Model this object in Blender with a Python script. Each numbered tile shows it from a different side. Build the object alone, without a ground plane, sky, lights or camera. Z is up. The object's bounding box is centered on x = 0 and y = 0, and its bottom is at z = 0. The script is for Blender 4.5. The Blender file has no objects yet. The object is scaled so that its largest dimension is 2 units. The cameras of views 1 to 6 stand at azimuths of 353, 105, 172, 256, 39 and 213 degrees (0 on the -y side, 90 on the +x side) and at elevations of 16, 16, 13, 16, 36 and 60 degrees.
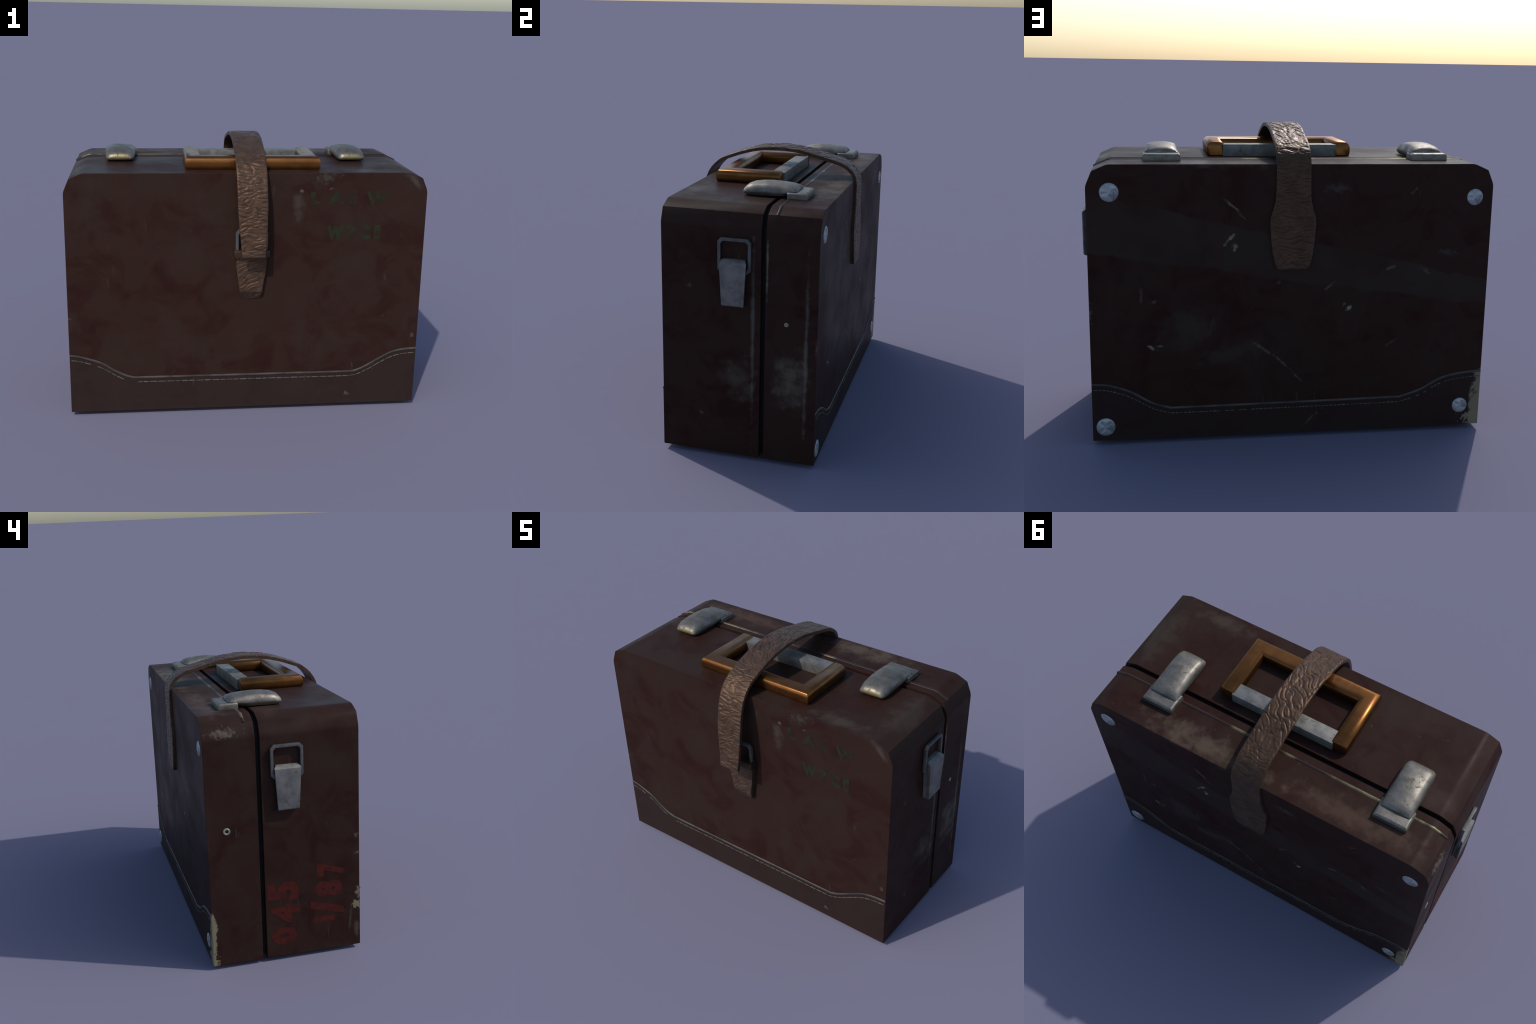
"""Old leather travel case standing upright: chamfered two-piece body, carry handle,
two top clasps, two side latches, long closing strap with buckle, corner screws."""
import bpy, bmesh, math, random
from mathutils import Vector, Matrix, noise, Euler

random.seed(7)
S = bpy.context.scene.collection

# ------------------------------------------------------------------ dimensions
X0, X1 = -0.9685, 0.9550        # case sides
YF, YB = -0.3525, 0.4637         # front / back faces
Z0, Z1 = 0.0215, 1.3500        # underside / top
G0, G1 = 0.171, 0.195          # seam between body and lid

# ------------------------------------------------------------------ node helper
class NT:
    def __init__(self, name):
        self.mat = bpy.data.materials.new(name)
        self.mat.use_nodes = True
        self.t = self.mat.node_tree
        self.n, self.l = self.t.nodes, self.t.links
        self.bsdf = self.n["Principled BSDF"]
        self.fade = 0.95
        self.co = self.n.new("ShaderNodeTexCoord").outputs["Object"]

    def put(self, sock, v):
        if isinstance(v, bpy.types.NodeSocket):
            self.l.new(v, sock)
        elif isinstance(v, (tuple, list)) and len(v) == 3 and sock.type == 'RGBA':
            sock.default_value = (*v, 1)
        else:
            sock.default_value = v

    def noise(self, scale, detail=4, rough=0.55, dist=0.0, stretch=None, off=None):
        v = self.co
        if stretch or off:
            m = self.n.new("ShaderNodeMapping")
            self.put(m.inputs["Vector"], v)
            if stretch: m.inputs["Scale"].default_value = stretch
            if off: m.inputs["Location"].default_value = off
            v = m.outputs[0]
        t = self.n.new("ShaderNodeTexNoise")
        self.put(t.inputs["Vector"], v)
        for k, x in (("Scale", scale), ("Detail", detail), ("Roughness", rough), ("Distortion", dist)):
            t.inputs[k].default_value = x
        return t.outputs["Fac"]

    def ramp(self, v, lo, hi, a=0.0, b=1.0):
        m = self.n.new("ShaderNodeMapRange")
        m.interpolation_type = 'SMOOTHSTEP'
        self.put(m.inputs["Value"], v)
        for k, x in (("From Min", lo), ("From Max", hi), ("To Min", a), ("To Max", b)):
            m.inputs[k].default_value = x
        return m.outputs[0]

    def math(self, op, a, b=0.0):
        m = self.n.new("ShaderNodeMath"); m.operation = op
        self.put(m.inputs[0], a); self.put(m.inputs[1], b)
        return m.outputs[0]

    def mix(self, f, a, b):
        m = self.n.new("ShaderNodeMix"); m.data_type = 'RGBA'
        self.put(m.inputs[0], f); self.put(m.inputs[6], a); self.put(m.inputs[7], b)
        return m.outputs[2]

    def blob(self, c, r, rot=(0, 0, 0), wob=0.5, wscale=14.0, soft=0.6):
        """Soft ellipsoidal patch with a ragged rim."""
        m = self.n.new("ShaderNodeMapping"); m.vector_type = 'TEXTURE'
        self.put(m.inputs["Vector"], self.co)
        m.inputs["Location"].default_value = c
        m.inputs["Rotation"].default_value = rot
        m.inputs["Scale"].default_value = r
        L = self.n.new("ShaderNodeVectorMath"); L.operation = 'LENGTH'
        self.l.new(m.outputs[0], L.inputs[0])
        d = L.outputs["Value"]
        if wob:
            w = self.math('MULTIPLY', self.math('SUBTRACT', self.shared(wscale), 0.5), wob * 4)
            d = self.math('ADD', d, w)
        return self.ramp(d, 1.0, 1.0 - soft)

    def shared(self, s):
        if not hasattr(self, "_sh"): self._sh = {}
        if s not in self._sh: self._sh[s] = self.noise(s, 3, 0.6)
        return self._sh[s]

    def sep(self):
        if not hasattr(self, "_sep"):
            s = self.n.new("ShaderNodeSeparateXYZ"); self.put(s.inputs[0], self.co); self._sep = s.outputs
        return self._sep

    def bump(self, h, strength, dist, prev=None):
        b = self.n.new("ShaderNodeBump")
        b.inputs["Strength"].default_value = strength
        b.inputs["Distance"].default_value = dist
        self.put(b.inputs["Height"], h)
        if prev: self.put(b.inputs["Normal"], prev)
        return b.outputs[0]

    def out(self, col, rough, metal=0.0, spec=0.5, nrm=None, tint=None):
        i = self.bsdf.inputs
        self.put(i["Base Color"], col); self.put(i["Roughness"], rough); self.put(i["Metallic"], metal)
        self.put(i["Specular IOR Level"], spec)
        if nrm: self.put(i["Normal"], nrm)
        if tint: self.put(i["Specular Tint"], tint)
        return self.mat

# ------------------------------------------------------------------ materials
LEATHER_A = (0.0315, 0.0158, 0.0118)
LEATHER_B = (0.0240, 0.0072, 0.0060)
LEATHER_C = (0.0330, 0.0205, 0.0160)
PALE = (0.13, 0.125, 0.115)
CREAM = (0.20, 0.185, 0.14)

def leather(name, scuffs=(), band=False, grey=0.0):
    t = NT(name)
    mott = t.ramp(t.noise(5.0, 7, 0.62, 1.0), 0.44, 0.66, 0.0, 0.75)
    col = t.mix(mott, LEATHER_A, LEATHER_B)
    dust = t.ramp(t.noise(2.6, 6, 0.66, 0.3, off=(3.1, 7.7, 1.3)), 0.46, 0.70, 0.0, 0.9)
    col = t.mix(dust, col, LEATHER_C)
    if grey:
        col = t.mix(grey, col, (0.0300, 0.0215, 0.0200))
    if band:                                   # paler slanting stripe across the back of the lid
        x, y, z = t.sep()[0], t.sep()[1], t.sep()[2]
        wob = t.math('MULTIPLY', t.math('SUBTRACT', t.shared(5.0), 0.5), 0.07)
        up = t.math('ADD', t.math('ADD', t.math('MULTIPLY', x, 0.225), 1.005), wob)
        lo = t.math('ADD', t.math('ADD', t.math('MULTIPLY', x, 0.145), 0.795), wob)
        a = t.ramp(t.math('SUBTRACT', up, z), -0.004, 0.012)
        b = t.ramp(t.math('SUBTRACT', z, lo), -0.004, 0.012)
        f = t.math('MULTIPLY', t.math('MULTIPLY', a, b), t.ramp(y, 0.455, 0.461))
        f = t.math('MULTIPLY', f, t.ramp(t.noise(4, 4), 0.3, 0.6, 0.25, 0.75))
        col = t.mix(f, col, (0.036, 0.027, 0.021))
    # fine rubbed specks and hairline scratches
    speck = t.ramp(t.noise(26, 3, 0.5, 0.0), 0.74, 0.80, 0, 0.5)
    col = t.mix(speck, col, (0.075, 0.068, 0.064))
    hair = t.math('MULTIPLY', t.ramp(t.noise(9, 2, 0.4, 0.4, stretch=(5, 5, 0.8)), 0.70, 0.76, 0, 0.35),
                  t.ramp(t.noise(2.5, 2), 0.5, 0.65))
    col = t.mix(hair, col, (0.07, 0.065, 0.06))
    for c, r, rot, c2, amt, soft in scuffs:
        small = min(max(r[0], r[2]), max(r[1], r[2])) < 0.06
        b = t.blob(c, r, rot, wob=0.75 if small else 0.5, wscale=55.0 if small else 16.0, soft=min(1.0, soft + 0.3) if soft > 0.4 else soft)
        m = t.math('MULTIPLY', b, amt * (t.fade if max(c2) < 0.19 else 1.0))
        col = t.mix(m, col, (c2[0] * 1.06, c2[1], c2[2] * 0.86))
    rough = t.ramp(t.noise(4.0, 5), 0.3, 0.7, 0.40, 0.56)
    nrm = t.bump(t.noise(5.0, 5, 0.5), 0.25, 0.012)
    nrm = t.bump(t.noise(120, 3, 0.6), 0.06, 0.002, nrm)
    return t.out(col, rough, 0.0, 0.07, nrm)

def metal_worn(name, base=(0.22, 0.202, 0.175), patina=1.0, metal=0.75, brass=False):
    t = NT(name)
    c = t.mix(t.ramp(t.noise(18, 6, 0.6), 0.35, 0.7), base, tuple(b * 0.62 for b in base))
    if brass:                                  # yellow tint at the lever's nose
        c = t.mix(t.math('MULTIPLY', t.blob((0, -0.012, 1.375), (0.085, 0.03, 0.022), wob=0.25, wscale=40.0), 0.8), c, (0.26, 0.21, 0.09))
    spots = t.math('MULTIPLY', t.ramp(t.noise(34, 7, 0.72, 0.3), 0.535, 0.60, 0, 0.9 * patina),
                   t.ramp(t.noise(13, 3, 0.5, off=(5, 2, 9)), 0.47, 0.58))
    c = t.mix(spots, c, (0.075, 0.068, 0.035))
    pits = t.ramp(t.noise(120, 4, 0.65), 0.60, 0.66, 0, 0.5)
    c = t.mix(pits, c, (0.05, 0.05, 0.045))
    r = t.ramp(t.noise(22, 5), 0.3, 0.7, 0.40, 0.60)
    n = t.bump(t.noise(90, 5, 0.65), 0.18, 0.003)
    m = t.math('MULTIPLY', t.math('SUBTRACT', 1.0, spots), metal)
    return t.out(c, r, m, 0.5, n)

def copper(name):
    t = NT(name)
    c = t.mix(t.ramp(t.noise(12, 5), 0.35, 0.7), (0.225, 0.092, 0.027), (0.17, 0.068, 0.020))
    r = t.ramp(t.noise(30, 4), 0.3, 0.7, 0.30, 0.38)
    return t.out(c, r, 0.9, 0.5, t.bump(t.noise(80, 3), 0.04, 0.002))

def strap_mat(name, tone=1.0):
    t = NT(name)
    a = tuple(v * tone for v in (0.062, 0.037, 0.025)); b = tuple(v * tone for v in (0.036, 0.023, 0.017))
    c = t.mix(t.ramp(t.noise(22, 6, 0.65, 0.5), 0.38, 0.66), a, b)
    n = t.bump(t.noise(160, 4, 0.6), 0.2, 0.0025)
    return t.out(c, 0.43, 0.0, 0.45, n, tint=(1.0, 0.62, 0.42))

def plain(name, col, rough=0.6, metal=0.0, var=0.35, scale=30, spec=0.3):
    t = NT(name)
    c = t.mix(t.ramp(t.noise(scale, 5, 0.6), 0.35, 0.7), col, tuple(v * (1 - var) for v in col))
    return t.out(c, rough, metal, spec)

def paint(name, col, wear):
    t = NT(name)
    f = t.ramp(t.noise(30, 5, 0.65, 0.3), 0.40, 0.62, 0.15, wear)
    c = t.mix(f, col, LEATHER_B)
    return t.out(c, 0.5, 0.0, 0.15)

RX = lambda d: (math.radians(d), 0, 0)
RY = lambda d: (0, math.radians(d), 0)
# (centre, radii, rotation, colour, amount, softness)
BODY_SCUFFS = [
    ((0.255, YF, 1.17), (0.040, 0.02, 0.075), RY(0), (0.066, 0.062, 0.056), 0.55, 0.8),
    ((0.405, YF, 1.325), (0.085, 0.02, 0.035), RY(-20), (0.058, 0.062, 0.056), 0.55, 0.8),
    ((0.273, YF, 1.255), (0.013, 0.02, 0.012), RY(0), (0.12, 0.10, 0.10), 0.7, 0.8),
    ((0.43, YF, 1.265), (0.018, 0.02, 0.008), RY(0), (0.10, 0.09, 0.09), 0.6, 0.8),
    ((0.885, YF, 1.30), (0.030, 0.02, 0.110), RY(-40), (0.090, 0.080, 0.080), 0.55, 0.9),
    ((0.93, YF, 0.425), (0.016, 0.02, 0.014), RY(0), (0.10, 0.085, 0.085), 0.6, 0.8),
    # torn lower front corner on the left side
    ((X0, -0.340, 0.262), (0.03, 0.026, 0.026), RX(0), CREAM, 0.85, 0.35),
    ((X0, -0.344, 0.330), (0.03, 0.016, 0.035), RX(0), CREAM, 0.65, 0.35),
    ((X0, -0.335, 0.115), (0.02, 0.022, 0.080), RX(0), (0.085, 0.08, 0.07), 0.6, 0.6),
    ((X0, -0.340, 0.560), (0.02, 0.018, 0.012), RX(0), (0.16, 0.15, 0.13), 0.7, 0.6),
    ((X0, -0.335, 0.660), (0.02, 0.016, 0.014), RX(0), (0.11, 0.10, 0.09), 0.6, 0.6),
    ((X0, -0.300, 0.190), (0.02, 0.010, 0.120), RX(6), (0.065, 0.062, 0.060), 0.6, 0.7),
    # right side smudges
    ((X1, 0.132, 0.70), (0.02, 0.014, 0.62), RX(0), (0.110, 0.106, 0.106), 0.7, 0.8),
    ((X1, 0.060, 0.45), (0.02, 0.120, 0.140), RX(0), (0.085, 0.078, 0.070), 0.6, 0.9),
    ((X1, -0.20, 0.93), (0.02, 0.028, 0.014), RX(0), (0.08, 0.075, 0.07), 0.5, 0.8),
    ((X1, -0.14, 0.235), (0.02, 0.016, 0.014), RX(0), (0.09, 0.085, 0.08), 0.5, 0.8),
    # dusty places on top
    ((0.62, -0.29, Z1), (0.24, 0.06, 0.02), RY(0), (0.070, 0.062, 0.055), 0.5, 0.9),
    ((-0.83, 0.10, Z1), (0.16, 0.09, 0.05), RY(0), (0.062, 0.042, 0.040), 0.45, 0.9),
    ((0.86, -0.05, Z1), (0.12, 0.25, 0.06), RY(0), (0.055, 0.052, 0.047), 0.45, 0.9),
]
LID_SCUFFS = [
    ((0.302, YB, 1.000), (0.045, 0.02, 0.011), RY(50), (0.22, 0.21, 0.18), 0.8, 0.6),
    ((0.283, YB, 0.962), (0.022, 0.02, 0.016), RY(0), (0.26, 0.25, 0.22), 0.8, 0.6),
    ((-0.275, YB, 0.652), (0.018, 0.02, 0.014), RY(0), (0.26, 0.25, 0.22), 0.8, 0.6),
    ((-0.255, YB, 0.672), (0.020, 0.02, 0.008), RY(30), (0.12, 0.115, 0.11), 0.7, 0.6),
    ((0.675, YB, 0.483), (0.030, 0.02, 0.010), RY(-30), (0.20, 0.20, 0.19), 0.8, 0.6),
    ((0.635, YB, 0.487), (0.018, 0.02, 0.008), RY(0), (0.13, 0.13, 0.125), 0.7, 0.6),
    ((0.282, YB, 1.150), (0.055, 0.02, 0.008), RY(-40), (0.15, 0.145, 0.125), 0.75, 0.6),
    ((0.245, YB, 1.108), (0.050, 0.02, 0.006), RY(-38), (0.08, 0.078, 0.076), 0.6, 0.6),
    ((0.140, YB, 0.460), (0.060, 0.02, 0.009), RY(-34), (0.10, 0.10, 0.095), 0.7, 0.6),
    ((0.045, YB, 0.385), (0.075, 0.02, 0.009), RY(-44), (0.09, 0.09, 0.088), 0.7, 0.6),
    ((-0.025, YB, 0.315), (0.040, 0.02, 0.009), RY(-50), (0.12, 0.12, 0.115), 0.7, 0.6),
    ((-0.100, YB, 0.090), (0.085, 0.02, 0.008), RY(42), (0.075, 0.072, 0.066), 0.7, 0.6),
    ((-0.200, YB, 0.140), (0.080, 0.02, 0.008), RY(15), (0.065, 0.063, 0.058), 0.6, 0.6),
    ((-0.576, YB, 1.220), (0.030, 0.02, 0.012), RY(50), (0.09, 0.09, 0.10), 0.6, 0.7),
    ((-0.197, YB, 1.237), (0.070, 0.02, 0.030), RY(0), (0.060, 0.058, 0.065), 0.6, 0.8),
    ((-0.760, YB, 0.921), (0.060, 0.02, 0.022), RY(0), (0.060, 0.058, 0.062), 0.6, 0.8),
    ((-0.470, YB, 0.845), (0.040, 0.02, 0.010), RY(25), (0.10, 0.10, 0.095), 0.7, 0.6),
    ((-0.650, YB, 0.830), (0.045, 0.02, 0.012), RY(-30), (0.09, 0.09, 0.085), 0.6, 0.6),
    ((-0.180, YB, 0.765), (0.050, 0.02, 0.008), RY(38), (0.085, 0.085, 0.08), 0.6, 0.6),
    ((0.068, YB, 0.787), (0.016, 0.02, 0.012), RY(0), (0.10, 0.10, 0.095), 0.6, 0.7),
    ((0.716, YB, 0.740), (0.010, 0.02, 0.045), RY(0), (0.085, 0.085, 0.085), 0.6, 0.7),
    ((0.660, YB, 0.705), (0.030, 0.02, 0.010), RY(10), (0.085, 0.08, 0.08), 0.6, 0.7),
    ((0.500, YB, 0.560), (0.170, 0.02, 0.130), RY(20), (0.044, 0.043, 0.042), 0.5, 1.0),
    ((0.300, YB, 0.440), (0.200, 0.02, 0.070), RY(15), (0.046, 0.045, 0.044), 0.5, 1.0),
    ((-0.500, YB, 0.475), (0.060, 0.02, 0.009), RY(36), (0.06, 0.06, 0.06), 0.6, 0.7),
    # bare corner at the lower back
    ((X0, YB, 0.170), (0.055, 0.03, 0.160), RY(-9), CREAM, 0.9, 0.3),
    ((X0, YB, 0.050), (0.085, 0.03, 0.055), RY(0), CREAM, 0.85, 0.3),
    # pale top strip and pale marks on the ends
    ((0.30, 0.400, Z1), (0.46, 0.095, 0.03), RY(0), (0.098, 0.078, 0.064), 0.75, 0.9),
    ((-0.55, 0.375, Z1), (0.48, 0.080, 0.03), RY(0), (0.080, 0.052, 0.043), 0.7, 0.9),
    ((X0 + 0.01, 0.350, 1.275), (0.04, 0.085, 0.035), RX(0), (0.15, 0.145, 0.14), 0.55, 0.9),  # bright highlight on the lid's left end, painted in as a pale patch
    ((X1, 0.330, 0.48), (0.02, 0.110, 0.190), RX(0), (0.110, 0.102, 0.090), 0.7, 0.9),
    ((X1, 0.408, 0.62), (0.02, 0.014, 0.55), RX(0), (0.115, 0.110, 0.108), 0.7, 0.8),
    ((X1, 0.203, 1.05), (0.02, 0.009, 0.20), RX(0), (0.16, 0.155, 0.12), 0.75, 0.7),
    ((X1, YB, 0.66), (0.02, 0.015, 0.05), RX(0), (0.16, 0.155, 0.14), 0.6, 0.6),
]

M_BODY = leather("body_leather", BODY_SCUFFS)
M_LID = leather("lid_leather", LID_SCUFFS, band=True)
M_SKIRT = leather("skirt_leather", [
    ((0.565, YF, 0.085), (0.018, 0.02, 0.016), RY(0), (0.12, 0.11, 0.10), 0.7, 0.8),
    ((X0, YB, 0.170), (0.055, 0.03, 0.160), RY(-9), CREAM, 0.9, 0.3),
    ((X0, YB, 0.050), (0.085, 0.03, 0.055), RY(0), CREAM, 0.85, 0.3),
    ((-0.100, YB, 0.090), (0.085, 0.03, 0.008), RY(42), (0.075, 0.072, 0.066), 0.7, 0.6),
], grey=0.55)
M_GASKET = plain("seam_rubber", (0.008, 0.007, 0.0075), 0.6, spec=0.15)
M_PIPE = plain("piping_leather", (0.070, 0.059, 0.054), 0.5, var=0.6, scale=10)
M_STITCH = plain("stitch_thread", (0.095, 0.083, 0.070), 0.75, var=0.55, scale=16)
M_METAL = metal_worn("worn_steel", brass=True)
M_PLATE = metal_worn("latch_steel", (0.20, 0.195, 0.185), 0.8, 0.35)
M_BAR = metal_worn("bar_steel", (0.20, 0.195, 0.18), 0.9, 0.35)
M_RING = metal_worn("ring_steel", (0.12, 0.12, 0.12), 0.4, 0.5)
M_HINGE = plain("hinge_iron", (0.030, 0.027, 0.025), 0.6)
M_COPPER = copper("polished_copper")
M_STRAP = strap_mat("strap_leather")
M_BUCKLE = strap_mat("buckle_leather", 0.5)
M_SCREW = metal_worn("screw_steel", (0.40, 0.43, 0.46), 0.5, 0.5)
def bead_mat():
    """Leather-covered bead, rubbed through to the brass wire in places."""
    t = NT("trim_bead")
    f = None
    for x, r in ((-0.66, 0.25), (-0.45, 0.16), (0.18, 0.065), (-0.09, 0.06), (-0.88, 0.05)):
        b = t.blob((x, 0.243, 1.347), (r, 0.05, 0.05), wob=0.35, wscale=9.0, soft=0.7)
        f = b if f is None else t.math('MAXIMUM', f, b)
    f = t.math('MULTIPLY', f, t.ramp(t.noise(16, 4), 0.35, 0.6, 0.35, 0.95))
    c = t.mix(f, (0.030, 0.018, 0.014), (0.20, 0.175, 0.095))
    return t.out(c, 0.42, t.math('MULTIPLY', f, 0.5), 0.2)
M_BRASS = bead_mat()
M_RED = paint("red_paint", (0.080, 0.013, 0.008), 0.6)
M_GREEN = paint("green_paint", (0.018, 0.030, 0.014), 0.75)

# ------------------------------------------------------------------ mesh helpers
def finish(me, mat, angle=35):
    me.materials.clear(); me.materials.append(mat)
    me.polygons.foreach_set("use_smooth", [True] * len(me.polygons))
    me.set_sharp_from_angle(angle=math.radians(angle))
    me.update()

def add(name, me, parent, mat=None, angle=35):
    if mat: finish(me, mat, angle)
    o = bpy.data.objects.new(name, me)
    S.objects.link(o)
    if parent:
        o.parent = parent
        o.matrix_parent_inverse = parent.matrix_world.inverted()
    return o

def bm_mesh(bm, name):
    bmesh.ops.recalc_face_normals(bm, faces=bm.faces)
    me = bpy.data.meshes.new(name); bm.to_mesh(me); bm.free()
    return me

def loft(sections, cap=True, bevel=0.0, seg=2, name="m"):
    """Closed rings of equal length joined into a solid."""
    bm = bmesh.new()
    rings = [[bm.verts.new(p) for p in s] for s in sections]
    n = len(rings[0])
    for a, b in zip(rings, rings[1:]):
        for i in range(n):
            bm.faces.new((a[i], a[(i + 1) % n], b[(i + 1) % n], b[i]))
    if cap:
        bm.faces.new(rings[0][::-1]); bm.faces.new(rings[-1])
    bmesh.ops.recalc_face_normals(bm, faces=bm.faces)
    if bevel:
        es = [e for e in bm.edges if len(e.link_faces) == 2 and e.calc_face_angle(0) > 0.35]
        bmesh.ops.bevel(bm, geom=es, offset=bevel, segments=seg, profile=0.6, affect='EDGES', clamp_overlap=True)
    return bm_mesh(bm, name)

def box(a, b, bevel=0.004, seg=2, name="m"):
    (x0, y0, z0), (x1, y1, z1) = a, b
    s = lambda z: [(x0, y0, z), (x1, y0, z), (x1, y1, z), (x0, y1, z)]
    return loft([s(z0), s(z1)], bevel=bevel, seg=seg, name=name)

def tube(pts, r, name, flat=1.0, closed=False, res=3):
    cu = bpy.data.curves.new(name, 'CURVE'); cu.dimensions = '3D'
    sp = cu.splines.new('POLY'); sp.points.add(len(pts) - 1)
    for p, q in zip(sp.points, pts): p.co = (*q, 1)
    sp.use_cyclic_u = closed
    cu.bevel_depth = r; cu.bevel_resolution = res; cu.use_fill_caps = True
    ob = bpy.data.objects.new(name, cu); S.objects.link(ob)
    dg = bpy.context.evaluated_depsgraph_get()
    me = bpy.data.meshes.new_from_object(ob.evaluated_get(dg))
    bpy.data.objects.remove(ob); bpy.data.curves.remove(cu)
    return me

def catmull(pts, step):
    """Dense Catmull-Rom sampling at even spacing."""
    P = [Vector(p) for p in pts]
    P = [P[0] * 2 - P[1]] + P + [P[-1] * 2 - P[-2]]
    dense = []
    for i in range(1, len(P) - 2):
        a, b, c, d = P[i - 1:i + 3]
        for k in range(40):
            t = k / 40
            dense.append(0.5 * ((2 * b) + (c - a) * t + (2 * a - 5 * b + 4 * c - d) * t * t + (3 * b - a - 3 * c + d) * t ** 3))
    dense.append(P[-2])
    out, acc = [dense[0]], 0.0
    for a, b in zip(dense, dense[1:]):
        L = (b - a).length
        while L > 1e-9 and acc + L >= step:
            a = a + (b - a) * ((step - acc) / L); L = (b - a).length; acc = 0.0
            out.append(a)
        acc += L
    if (out[-1] - dense[-1]).length > step * 0.3: out.append(dense[-1])
    return out

def lerp_table(tab, v):
    if v <= tab[0][0]: return tab[0][1]
    for (a, x), (b, y) in zip(tab, tab[1:]):
        if v <= b:
            t = (v - a) / (b - a); t = t * t * (3 - 2 * t) * 0.5 + t * 0.5
            return x + (y - x) * t
    return tab[-1][1]

# ------------------------------------------------------------------ the suitcase
case = bpy.data.objects.new("suitcase", None); S.objects.link(case)
case["label"] = "old dark brown leather suitcase with metal clasps and strap"
case["category"] = "suitcase"

def shell(y0, y1, inset=0.0):
    """Case outline: square bottom, two-step chamfer at the upper corners."""
    a, b, z0, z1 = X0 + inset, X1 - inset, Z0 + inset, Z1 - inset
    zl, zm = 1.2515 - inset * 0.4, 1.3195 - inset * 0.8
    def soft(p, c, q, k=5, r=0.016):            # rounded shoulder at corner c
        p, c, q = Vector(p), Vector(c), Vector(q)
        u = c + (p - c).normalized() * r; w = c + (q - c).normalized() * r
        return [tuple(u * (1 - t) ** 2 + c * 2 * t * (1 - t) + w * t * t) for t in (i / k for i in range(k + 1))]
    out = [(a, z0), (b, z0)] + soft((b, z0), (b, zl), (b - 0.029, zm)) + [(b - 0.029, zm)] \
        + soft((b - 0.029, zm), (b - 0.098, z1), (a, z1)) + soft((b, z1), (a + 0.098, z1), (a + 0.029, zm)) \
        + [(a + 0.029, zm)] + soft((a + 0.029, zm), (a, zl), (a, z0))
    return [[(x, y, z) for x, z in out] for y in (y0, y1)]

body = add("case_body", loft(shell(YF, G0), bevel=0.0025, name="case_body"), case, M_BODY, 11)
lid = add("case_lid", loft(shell(G1, YB), bevel=0.0025, name="case_lid"), case, M_LID, 11)
add("seam_gasket", loft(shell(G0 - 0.03, G1 + 0.03, 0.022), name="seam_gasket"), case, M_GASKET, 20)

# --- stitched reinforcing skirt along the bottom, front and back
FRONT_EDGE = [(X0 + 0.001, 0.354), (-0.909, 0.344), (-0.801, 0.307), (-0.72, 0.256), (-0.64, 0.221), (-0.55, 0.217),
              (-0.13, 0.216), (0.21, 0.216), (0.55, 0.216), (0.613, 0.222), (0.676, 0.250), (0.745, 0.290),
              (0.813, 0.325), (0.88, 0.341), (X1 - 0.001, 0.346)]
BACK_EDGE = [(X1 - 0.001, 0.306), (0.877, 0.299), (0.776, 0.264), (0.675, 0.205), (0.60, 0.180), (0.52, 0.175),
             (-0.011, 0.179), (-0.50, 0.184), (-0.561, 0.189), (-0.66, 0.221), (-0.747, 0.270), (-0.836, 0.295),
             (X0 + 0.001, 0.308)]

def skirt(edge, y, out):
    line = catmull([(x, 0, z) for x, z in edge], 0.02)
    bm = bmesh.new()
    top = [bm.verts.new((p.x, y, p.z)) for p in line]
    bot = [bm.verts.new((p.x, y, Z0 + 0.0015)) for p in line]
    fs = [bm.faces.new((top[i], top[i + 1], bot[i + 1], bot[i])) for i in range(len(top) - 1)]
    r = bmesh.ops.extrude_face_region(bm, geom=fs)
    bmesh.ops.translate(bm, verts=[v for v in r["geom"] if isinstance(v, bmesh.types.BMVert)], vec=(0, out, 0))
    add("bottom_skirt", bm_mesh(bm, "bottom_skirt"), case, M_SKIRT)
    s = 1 if out > 0 else -1
    yy = y + out
    fine = catmull([(x, 0, z) for x, z in edge], 0.008)
    add("piping", tube([(p.x, yy - s * 0.0030, p.z) for p in fine], 0.0068, "piping"), case, M_PIPE)
    # stitches run in a row below the piping
    bm = bmesh.new()
    row = catmull([(x, 0, z - 0.026) for x, z in edge], 0.004)
    i = 2
    while i + 4 < len(row):
        n = random.choice((3, 4, 4, 5)) if s > 0 else random.choice((7, 9, 11))
        a, b = row[i], row[min(i + n, len(row) - 1)]
        if random.random() > 0.06:
            d = (b - a); L = d.length; d.normalize(); up = Vector((-d.z, 0, d.x))
            h = 0.0034 + random.uniform(-.0006, .0008)
            ring = lambda c, k: [bm.verts.new((c + up * h * k * math.cos(q) + Vector((0, s * (0.0008 + 0.0026 * k * abs(math.sin(q))), 0))
                                               + Vector((0, yy, 0))))
                                 for q in (0, math.pi / 4, math.pi / 2, 3 * math.pi / 4, math.pi)]
            rs = [ring(a, .5), ring(a + d * L * .15, 1), ring(b - d * L * .15, 1), ring(b, .5)]
            for u, v in zip(rs, rs[1:]):
                for k in range(4): bm.faces.new((u[k], u[k + 1], v[k + 1], v[k]))
        i += n + 1
    o = add("stitching", bm_mesh(bm, "stitching"), case, M_STITCH, 60)
    o["kind"] = "stuff"

skirt(FRONT_EDGE, YF + 0.0005, -0.0022)
skirt(BACK_EDGE, YB - 0.0005, 0.0022)

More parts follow.
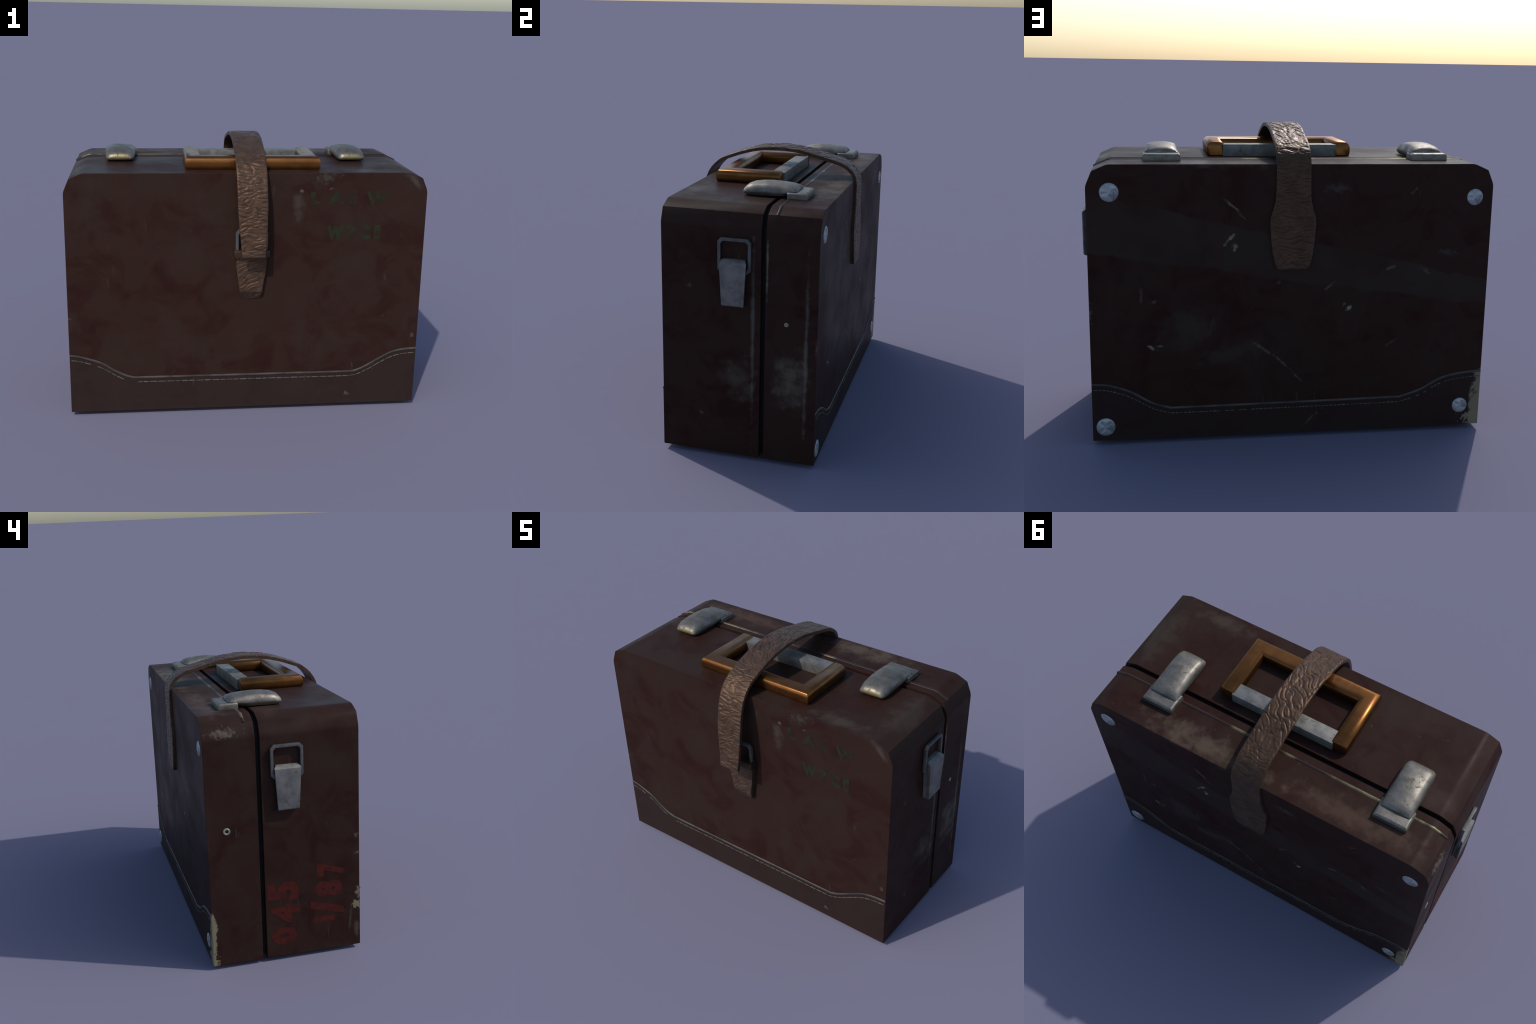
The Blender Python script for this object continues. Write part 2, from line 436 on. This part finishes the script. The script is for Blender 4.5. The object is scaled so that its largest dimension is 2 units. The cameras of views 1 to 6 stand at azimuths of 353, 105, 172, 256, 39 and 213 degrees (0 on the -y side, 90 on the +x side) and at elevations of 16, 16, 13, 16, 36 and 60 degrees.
# --- brass edge bead along the lid's top, worn through in places
bead_line = [(X0 + 0.029, 1.3195), (X0 + 0.098, Z1), (X1 - 0.098, Z1), (X1 - 0.029, 1.3195)]
bead_pts = []
for (xa, za), (xb, zb) in zip(bead_line, bead_line[1:]):
    n = max(2, int((xb - xa) / 0.03))
    bead_pts += [(xa + (xb - xa) * i / n, 0.243, za + (zb - za) * i / n - 0.0070) for i in range(n)]
bead_pts.append((bead_line[-1][0], 0.243, bead_line[-1][1] - 0.0070))
add("trim_bead", tube(bead_pts, 0.0112, "trim_bead", res=4), case, M_BRASS)

# --- corner screws on the back, small eyelets on the lid's sides
def screw_mesh():
    prof = [(0.0, 0.0072), (0.014, 0.0070), (0.026, 0.0058), (0.036, 0.0034), (0.040, 0.0), (0.040, -0.004)]
    bm = bmesh.new(); rings = []
    N = 40
    for r, h in prof[1:]:
        ring = []
        for k in range(N):
            a = 2 * math.pi * k / N
            x, z = r * math.cos(a), r * math.sin(a)
            dent = 0.0035 if (abs(x) < 0.0055 and abs(z) < 0.027) or (abs(z) < 0.0055 and abs(x) < 0.027) else 0
            ring.append(bm.verts.new((x, h - dent, z)))
        rings.append(ring)
    c = bm.verts.new((0, prof[0][1] - 0.0035, 0))
    for k in range(N): bm.faces.new((c, rings[0][k], rings[0][(k + 1) % N]))
    for a, b in zip(rings, rings[1:]):
        for k in range(N): bm.faces.new((a[k], a[(k + 1) % N], b[(k + 1) % N], b[k]))
    me = bm_mesh(bm, "screw"); finish(me, M_SCREW, 60); return me

sm = screw_mesh()
for x, z, sc, rot in ((0.850, 1.223, 1.10, 0.3), (-0.880, 1.190, 1.0, 0.1), (0.893, 0.091, 1.12, 0.8), (-0.866, 0.127, 0.98, 1.1)):
    o = add("screw", sm, case)
    o.location = (x, YB + (0.0022 if z < 0.2 else 0), z); o.scale = (sc, 1, sc); o.rotation_euler = (0, rot, 0)

def eyelet(x, y, z, s):
    bm = bmesh.new()
    m = Matrix.Translation((x, y, z)) @ Matrix.Rotation(math.pi / 2, 4, 'Y')
    N, K, R, r = 20, 8, 0.014 * s, 0.0055
    V = [[bm.verts.new(m @ Vector(((R + r * math.cos(b)) * math.cos(a), (R + r * math.cos(b)) * math.sin(a), r * 0.7 * math.sin(b))))
          for b in (2 * math.pi * j / K for j in range(K))] for a in (2 * math.pi * i / N for i in range(N))]
    for i in range(N):
        for j in range(K):
            bm.faces.new((V[i][j], V[(i + 1) % N][j], V[(i + 1) % N][(j + 1) % K], V[i][(j + 1) % K]))
    add("eyelet", bm_mesh(bm, "eyelet"), case, M_EYELET, 60)

M_EYELET = plain("eyelet_metal", (0.30, 0.29, 0.24), 0.5, 0.3)
eyelet(X0, 0.361, 0.765, 1.0)
eyelet(X1, 0.305, 0.774, 0.45)

# --- feet keep the case just off the ground
def foot_mesh():
    sec = []
    for r, z in ((0.034, Z0 + 0.002), (0.034, 0.010), (0.030, 0.003), (0.022, 0.0)):
        sec.append([(r * math.cos(a), r * math.sin(a), z) for a in (2 * math.pi * k / 28 for k in range(28))])
    me = loft(sec, name="foot"); finish(me, M_RING, 50); return me
fm = foot_mesh()
for x in (-0.80, 0.79):
    for y in (-0.22, 0.34):
        add("foot", fm, case).location = (x, y, 0)

# --- hinge barrel under the seam
for xa, xb in ((-0.93, -0.60), (-0.18, 0.17), (0.59, 0.92)):
    add("hinge", tube([(xa, 0.183, 0.0205), (xb, 0.183, 0.0205)], 0.0203, "hinge", res=5), case, M_HINGE, 50)

# ------------------------------------------------------------------ carry handle
def rrect(w0, w1, z0, z1, r, k=5):
    """Rounded rectangle in (offset, z)."""
    pts = []
    for cx, cz, a0 in ((w1 - r, z1 - r, 0), (w0 + r, z1 - r, 90), (w0 + r, z0 + r, 180), (w1 - r, z0 + r, 270)):
        for i in range(k + 1):
            a = math.radians(a0 + 90 * i / k)
            pts.append((cx + r * math.cos(a), cz + r * math.sin(a)))
    return pts

HX0, HX1, HY0, HY1 = -0.340, 0.384, -0.256, 0.104
prof = [(d, max(z, 1.349)) for d, z in rrect(0.0, 0.092, 1.337, 1.4195, 0.031, 9)]
ends = lambda y, sh=0.0: None
def at(ix, iy):     # section in the mitre plane; offset measured inwards from the outer edge
    return lambda d, z: (ix(d), iy(d), z)
secs = []
shr = [(p[0] * 0.86 + 0.090 * 0.07, (p[1] - 1.378) * 0.86 + 1.378) for p in prof]
yb = 0.75                        # front bar is a little slimmer than the arms
secs.append([(HX0 + d, HY1, z) for d, z in shr])
secs.append([(HX0 + d, HY1 - 0.006, z) for d, z in prof])
secs.append([(HX0 + d, HY0 + d * 0.96, z) for d, z in prof])
secs.append([(HX1 - d, HY0 + d * 0.96, z) for d, z in prof])
secs.append([(HX1 - d, HY1 - 0.006, z) for d, z in prof])
secs.append([(HX1 - d, HY1, z) for d, z in shr])
handle = add("carry_handle", loft(secs, name="carry_handle"), case, M_COPPER, 50)
add("handle_bar", box((-0.264, 0.035, 1.347), (0.306, 0.113, 1.4075), 0.0035, name="handle_bar"), handle, M_BAR, 25)

# ------------------------------------------------------------------ top clasps
def clasp_lever():
    """Pillow-shaped lever: side profile along y, arched and chamfered across x."""
    #        y      bottom  shoulder  crown  half bottom  half top
    prof = [(-0.012, 1.368, 1.375, 1.378, 0.060, 0.050),
            (-0.008, 1.361, 1.384, 1.388, 0.068, 0.056),
            (0.004, 1.356, 1.395, 1.401, 0.075, 0.062),
            (0.030, 1.355, 1.404, 1.412, 0.080, 0.066),
            (0.070, 1.355, 1.409, 1.419, 0.081, 0.067),
            (0.120, 1.356, 1.411, 1.423, 0.081, 0.067),
            (0.180, 1.358, 1.409, 1.421, 0.081, 0.067),
            (0.230, 1.366, 1.405, 1.416, 0.081, 0.067),
            (0.258, 1.376, 1.400, 1.410, 0.080, 0.066),
            (0.270, 1.381, 1.394, 1.402, 0.078, 0.064),
            (0.276, 1.385, 1.389, 1.392, 0.073, 0.058)]
    secs = []
    for y, zb, zs, zc, hb, ht in prof:
        lo = zb + (zs - zb) * 0.42
        half = [(0, zb), (hb - 0.010, zb), (hb - 0.003, zb + (lo - zb) * 0.5), (hb, lo), (hb - 0.006, lo + (zs - lo) * 0.45),
                (ht, zs), (ht * 0.72, zs + (zc - zs) * 0.50), (ht * 0.38, zs + (zc - zs) * 0.86), (0, zc)]
        ring = half + [(-x, z) for x, z in half[-2:0:-1]]
        secs.append([(x, y, z) for x, z in ring])
    me = loft(secs, name="clasp_lever"); finish(me, M_METAL, 50)
    return me

def clasp_plate():
    s = lambda k, z: [(-.088 + k, .227 + k * .3, z), (.088 - k, .227 + k * .3, z), (.088 - k, .333 - k, z), (-.088 + k, .333 - k, z)]
    me = loft([s(0, Z1 - 0.002), s(0.001, 1.377), s(0.009, 1.384)], bevel=0.004, seg=3, name="clasp_plate")
    finish(me, M_METAL, 50); return me

cl, cp = clasp_lever(), clasp_plate()
for x in (-0.686, 0.610):
    p = add("clasp", cp, case); p.location = (x, 0, 0)
    q = bpy.data.objects.new("clasp_lever", cl); S.objects.link(q); q.parent = p

# ------------------------------------------------------------------ side latches
def frame_ring(outer, inner, d0, d1, name):
    """Flat frame between two outlines (u, v) with depth d0..d1 along the third axis."""
    bm = bmesh.new()
    R = [[bm.verts.new((d, u, v)) for u, v in o] for d in (d0, d1) for o in (outer, inner)]
    n = len(outer)
    for i in range(n):
        j = (i + 1) % n
        bm.faces.new((R[0][i], R[0][j], R[1][j], R[1][i]))
        bm.faces.new((R[2][i], R[2][j], R[3][j], R[3][i]))
        bm.faces.new((R[0][i], R[0][j], R[2][j], R[2][i]))
        bm.faces.new((R[1][i], R[1][j], R[3][j], R[3][i]))
    bmesh.ops.recalc_face_normals(bm, faces=bm.faces)
    es = [e for e in bm.edges if e.calc_face_angle(0) > 1.0]
    bmesh.ops.bevel(bm, geom=es, offset=0.0022, segments=2, profile=0.6, affect='EDGES')
    return bm_mesh(bm, name)

def cut_rect(u0, u1, v0, v1, c):
    return [(u0 + c, v0), (u1 - c, v0), (u1, v0 + c), (u1, v1 - c), (u1 - c, v1), (u0 + c, v1), (u0, v1 - c), (u0, v0 + c)]

def side_latch(sgn, face):
    X = lambda d: sgn * d
    front = [(-0.0325, 1.073), (0.1060, 1.073), (0.0935, 0.8595), (-0.0200, 0.8595)]
    mid = [(-0.0335, 1.078), (0.1070, 1.078), (0.0945, 0.8540), (-0.0210, 0.8540)]
    back = [(-0.0255, 1.090), (0.0945, 1.090), (0.0840, 0.8465), (-0.0110, 0.8465)]
    secs = [[(X(face - 0.004), y, z) for y, z in back], [(X(0.976), y, z) for y, z in back],
            [(X(0.9935), y, z) for y, z in mid], [(X(1.0), y, z) for y, z in front]]
    p = add("side_latch", loft(secs, bevel=0.0012, seg=1, name="side_latch"), case, M_PLATE, 25)
    ring = frame_ring(cut_rect(-0.0485, 0.1235, 1.020, 1.1975, 0.017), cut_rect(-0.0330, 0.1080, 1.036, 1.1815, 0.013),
                      X(face + 0.004), X(face + 0.021), "latch_ring")
    add("latch_ring", ring, p, M_RING, 30)

side_latch(1, X1)
side_latch(-1, -X0)

# ------------------------------------------------------------------ strap
#  outer line of the strap in (y, z): up the back, over the handle, down in front
PATH = [(0.483, 0.853), (0.482, 0.98), (0.480, 1.12), (0.479, 1.26), (0.475, 1.345), (0.450, 1.398), (0.385, 1.441),
        (0.250, 1.476), (0.150, 1.499), (0.030, 1.510), (-0.095, 1.502), (-0.185, 1.482), (-0.280, 1.449),
        (-0.342, 1.420), (-0.398, 1.364), (-0.427, 1.300), (-0.447, 1.220), (-0.461, 1.120), (-0.472, 1.020), (-0.484, 0.928)]

def folds(u, s, ang, seed, along, across):
    """One family of creases, warped and broken, running at an angle to the strap's width."""
    w = noise.noise(Vector((u * 14, s * 14, seed))) * 0.022
    ca, sa = math.cos(ang), math.sin(ang)
    a, b = u * ca - s * sa, u * sa + s * ca
    n = abs(noise.noise(Vector((a * across + w * 40, (b + w) * along, seed + 3))))
    m = abs(noise.noise(Vector((a * across * 1.7 + w * 30, (b + w) * along * 1.6, seed + 6))))
    g = noise.noise(Vector((a * 40, (b + w) * 100, seed + 9)))
    return 1.5 * min(1.0, n * 4.0) - 0.75 + 0.55 * min(1.0, m * 4.0) - 0.3 + g * 0.35

def wrinkle(u, s, slant, seed):
    """slant 0: folds lie straight across the strap; 1: coarse slanting puckers; 2: fine slanting creases."""
    if slant > 1: return folds(u, s, 0.62, seed, 56, 18)
    v = 0.0
    if slant < 1: v += (1 - slant) * folds(u, s, 0.12, seed, 48, 17)
    if slant > 0: v += slant * 1.3 * folds(u, s, -0.95, seed + 20, 36, 15)
    return v

def strip(path, half, centre, thick, name, mat, angf, seed, amp, parent, cols=64):
    """Thick band following a (y, z) path, creased on its outer side."""
    P = [Vector((0, p[0], p[1])) for p in path]
    n = len(P); length = 0.0
    bm = bmesh.new(); outer, inner = [], []
    for i, p in enumerate(P):
        t = (P[min(i + 1, n - 1)] - P[max(i - 1, 0)]).normalized()
        nor = Vector((0, t.z, -t.y))
        if i: length += (p - P[i - 1]).length
        h, c = half(i / (n - 1), p), centre(i / (n - 1))
        ro, ri = [], []
        for k in range(cols + 1):
            u = -1 + 2 * k / cols
            x = c + u * h
            edge = min(1.0, (1 - abs(u)) * 9) * min(1.0, i / 6) * min(1.0, (n - 1 - i) / 6)
            d = (wrinkle(x, length, angf(i / (n - 1)), seed) - 0.3) * amp * (0.35 + 0.65 * edge)
            rnd = 0.0022 * (1 - edge) ** 2
            ro.append(bm.verts.new(p + nor * (d - rnd) + Vector((x, 0, 0))))
            ri.append(bm.verts.new(p - nor * thick + Vector((x, 0, 0))))
        outer.append(ro); inner.append(ri)
    for A, flip in ((outer, False), (inner, True)):
        for i in range(n - 1):
            for k in range(cols):
                f = (A[i][k], A[i][k + 1], A[i + 1][k + 1], A[i + 1][k])
                bm.faces.new(f[::-1] if flip else f)
    rim = lambda A: [A[i][0] for i in range(n)] + A[n - 1][1:] + [A[i][cols] for i in range(n - 2, -1, -1)] + A[0][cols - 1:0:-1]
    ra, rb = rim(outer), rim(inner)
    for k in range(len(ra)):
        j = (k + 1) % len(ra)
        bm.faces.new((ra[k], ra[j], rb[j], rb[k]))
    return add(name, bm_mesh(bm, name), parent, mat, 55)

path = [(p.y, p.z) for p in catmull([(0, y, z) for y, z in PATH], 0.0024)]
BACKW = [(0.853, 0.063), (0.860, 0.074), (0.872, 0.082), (0.90, 0.090), (0.94, 0.097), (1.00, 0.104), (1.07, 0.1085), (1.10, 0.107), (1.145, 0.093),
         (1.18, 0.0845), (1.25, 0.081), (1.35, 0.0805), (1.6, 0.080)]
FRONTW = [(0.92, 0.0605), (1.00, 0.0665), (1.10, 0.0745), (1.20, 0.0785), (1.6, 0.080)]
def strap_half(t, p):
    return lerp_table(BACKW if p.y > 0 else FRONTW, p.z)
def strap_centre(t):
    return lerp_table([(0, 0.005), (0.25, 0.005), (0.5, 0.0), (0.75, -0.002), (1, 0.0075)], t)
def strap_angle(t):
    return lerp_table([(0, 0.25), (0.1, 0.0), (0.30, 0.0), (0.38, 0.85), (0.58, 1.0), (0.66, 0.3), (0.72, 0.0), (1, 0.0)], t)
strap = strip(path, strap_half, strap_centre, 0.0195, "strap", M_STRAP, strap_angle, 2.0, 0.0020, case)

# lower strap tab on the front, with leather keeper loop and steel ring
TAB = [(-0.386, 0.935), (-0.385, 0.86), (-0.384, 0.78), (-0.383, 0.712), (-0.377, 0.699), (-0.366, 0.678), (-0.355, 0.658)]
tab_path = [(p.y, p.z) for p in catmull([(0, y, z) for y, z in TAB], 0.0024)]
def tab_half(t, p):
    return lerp_table([(0.656, 0.046), (0.668, 0.055), (0.69, 0.0605), (0.712, 0.0625), (0.86, 0.081), (0.95, 0.086)], p.z)
bk = strip(tab_path, tab_half, lambda t: 0.0065, 0.030, "strap_tab", M_STRAP, lambda t: 2.0, 8.0, 0.0019, case, cols=60)
loop = loft([cut for cut in ([(-0.089, y, z), (0.102, y, z), (0.102, y2, z), (-0.089, y2, z)]
             for z, y, y2 in ((0.907, -0.408, -0.348), (0.945, -0.404, -0.348)))], bevel=0.003, seg=2, name="buckle")
buckle = add("buckle", loop, case, M_BUCKLE, 30)
ring = frame_ring(cut_rect(-0.079, 0.092, 0.90, 1.055, 0.017), cut_rect(-0.063, 0.076, 0.915, 1.039, 0.013), 0.0, 0.018, "buckle_ring")
ring.transform(Matrix(((0, 1, 0, 0), (-1, 0, 0, -0.368), (0, 0, 1, 0), (0, 0, 0, 1))))
add("buckle_ring", ring, buckle, M_RING, 30)

# ------------------------------------------------------------------ painted marks
def glyph(ch, bold=0.06):
    cu = bpy.data.curves.new("glyph", 'FONT'); cu.body = ch
    cu.offset = bold; cu.resolution_u = 4
    ob = bpy.data.objects.new("glyph", cu); S.objects.link(ob)
    dg = bpy.context.evaluated_depsgraph_get()
    me = bpy.data.meshes.new_from_object(ob.evaluated_get(dg))
    bpy.data.objects.remove(ob); bpy.data.curves.remove(cu)
    return me

def lettering(items, frame, mat, lift):
    """items: (char, u0, u1, v0, v1) boxes on the plane; frame maps (u, v, out) to space."""
    bm = bmesh.new()
    for ch, u0, u1, v0, v1 in items:
        me = glyph(ch)
        xs = [v.co.x for v in me.vertices]; ys = [v.co.y for v in me.vertices]
        a, b, c, d = min(xs), max(xs), min(ys), max(ys)
        g = bmesh.new(); g.from_mesh(me); bpy.data.meshes.remove(me)
        fs = list(g.faces)
        r = bmesh.ops.extrude_face_region(g, geom=fs)
        up = {v for v in r["geom"] if isinstance(v, bmesh.types.BMVert)}
        m2 = {}
        for v in g.verts:
            u = u0 + (v.co.x - a) / (b - a) * (u1 - u0); w = v0 + (v.co.y - c) / (d - c) * (v1 - v0)
            m2[v] = bm.verts.new(frame(u, w, lift if v in up else -0.0005))
        for f in g.faces:
            try: bm.faces.new([m2[v] for v in f.verts])
            except ValueError: pass
        g.free()
    return add("painted_lettering", bm_mesh(bm, "painted_lettering"), case, mat, 30)

front_plane = lambda u, v, o: (u, YF - o, v)
left_plane = lambda u, v, o: (X0 - o, v, u)
lettering([("L", 0.320, 0.378, 1.181, 1.249), ("A", 0.415, 0.508, 1.181, 1.249), ("I", 0.530, 0.562, 1.181, 1.249),
           ("W", 0.622, 0.735, 1.172, 1.252)], front_plane, M_GREEN, 0.0008)
lettering([("W", 0.415, 0.505, 0.985, 1.065), ("7", 0.516, 0.580, 0.985, 1.065), ("C", 0.595, 0.655, 0.985, 1.065),
           ("1", 0.672, 0.708, 0.985, 1.065)], front_plane, M_GREEN, 0.0008)
lettering([("0", 0.088, 0.188, 0.004, 0.146), ("4", 0.213, 0.318, -0.014, 0.145), ("5", 0.342, 0.448, -0.012, 0.160)],
          left_plane, M_RED, 0.0008)
lettering([("1", 0.186, 0.216, -0.212, -0.092), ("/", 0.222, 0.312, -0.262, -0.075), ("8", 0.330, 0.420, -0.254, -0.098),
           ("7", 0.448, 0.528, -0.270, -0.112)], left_plane, M_RED, 0.0008)
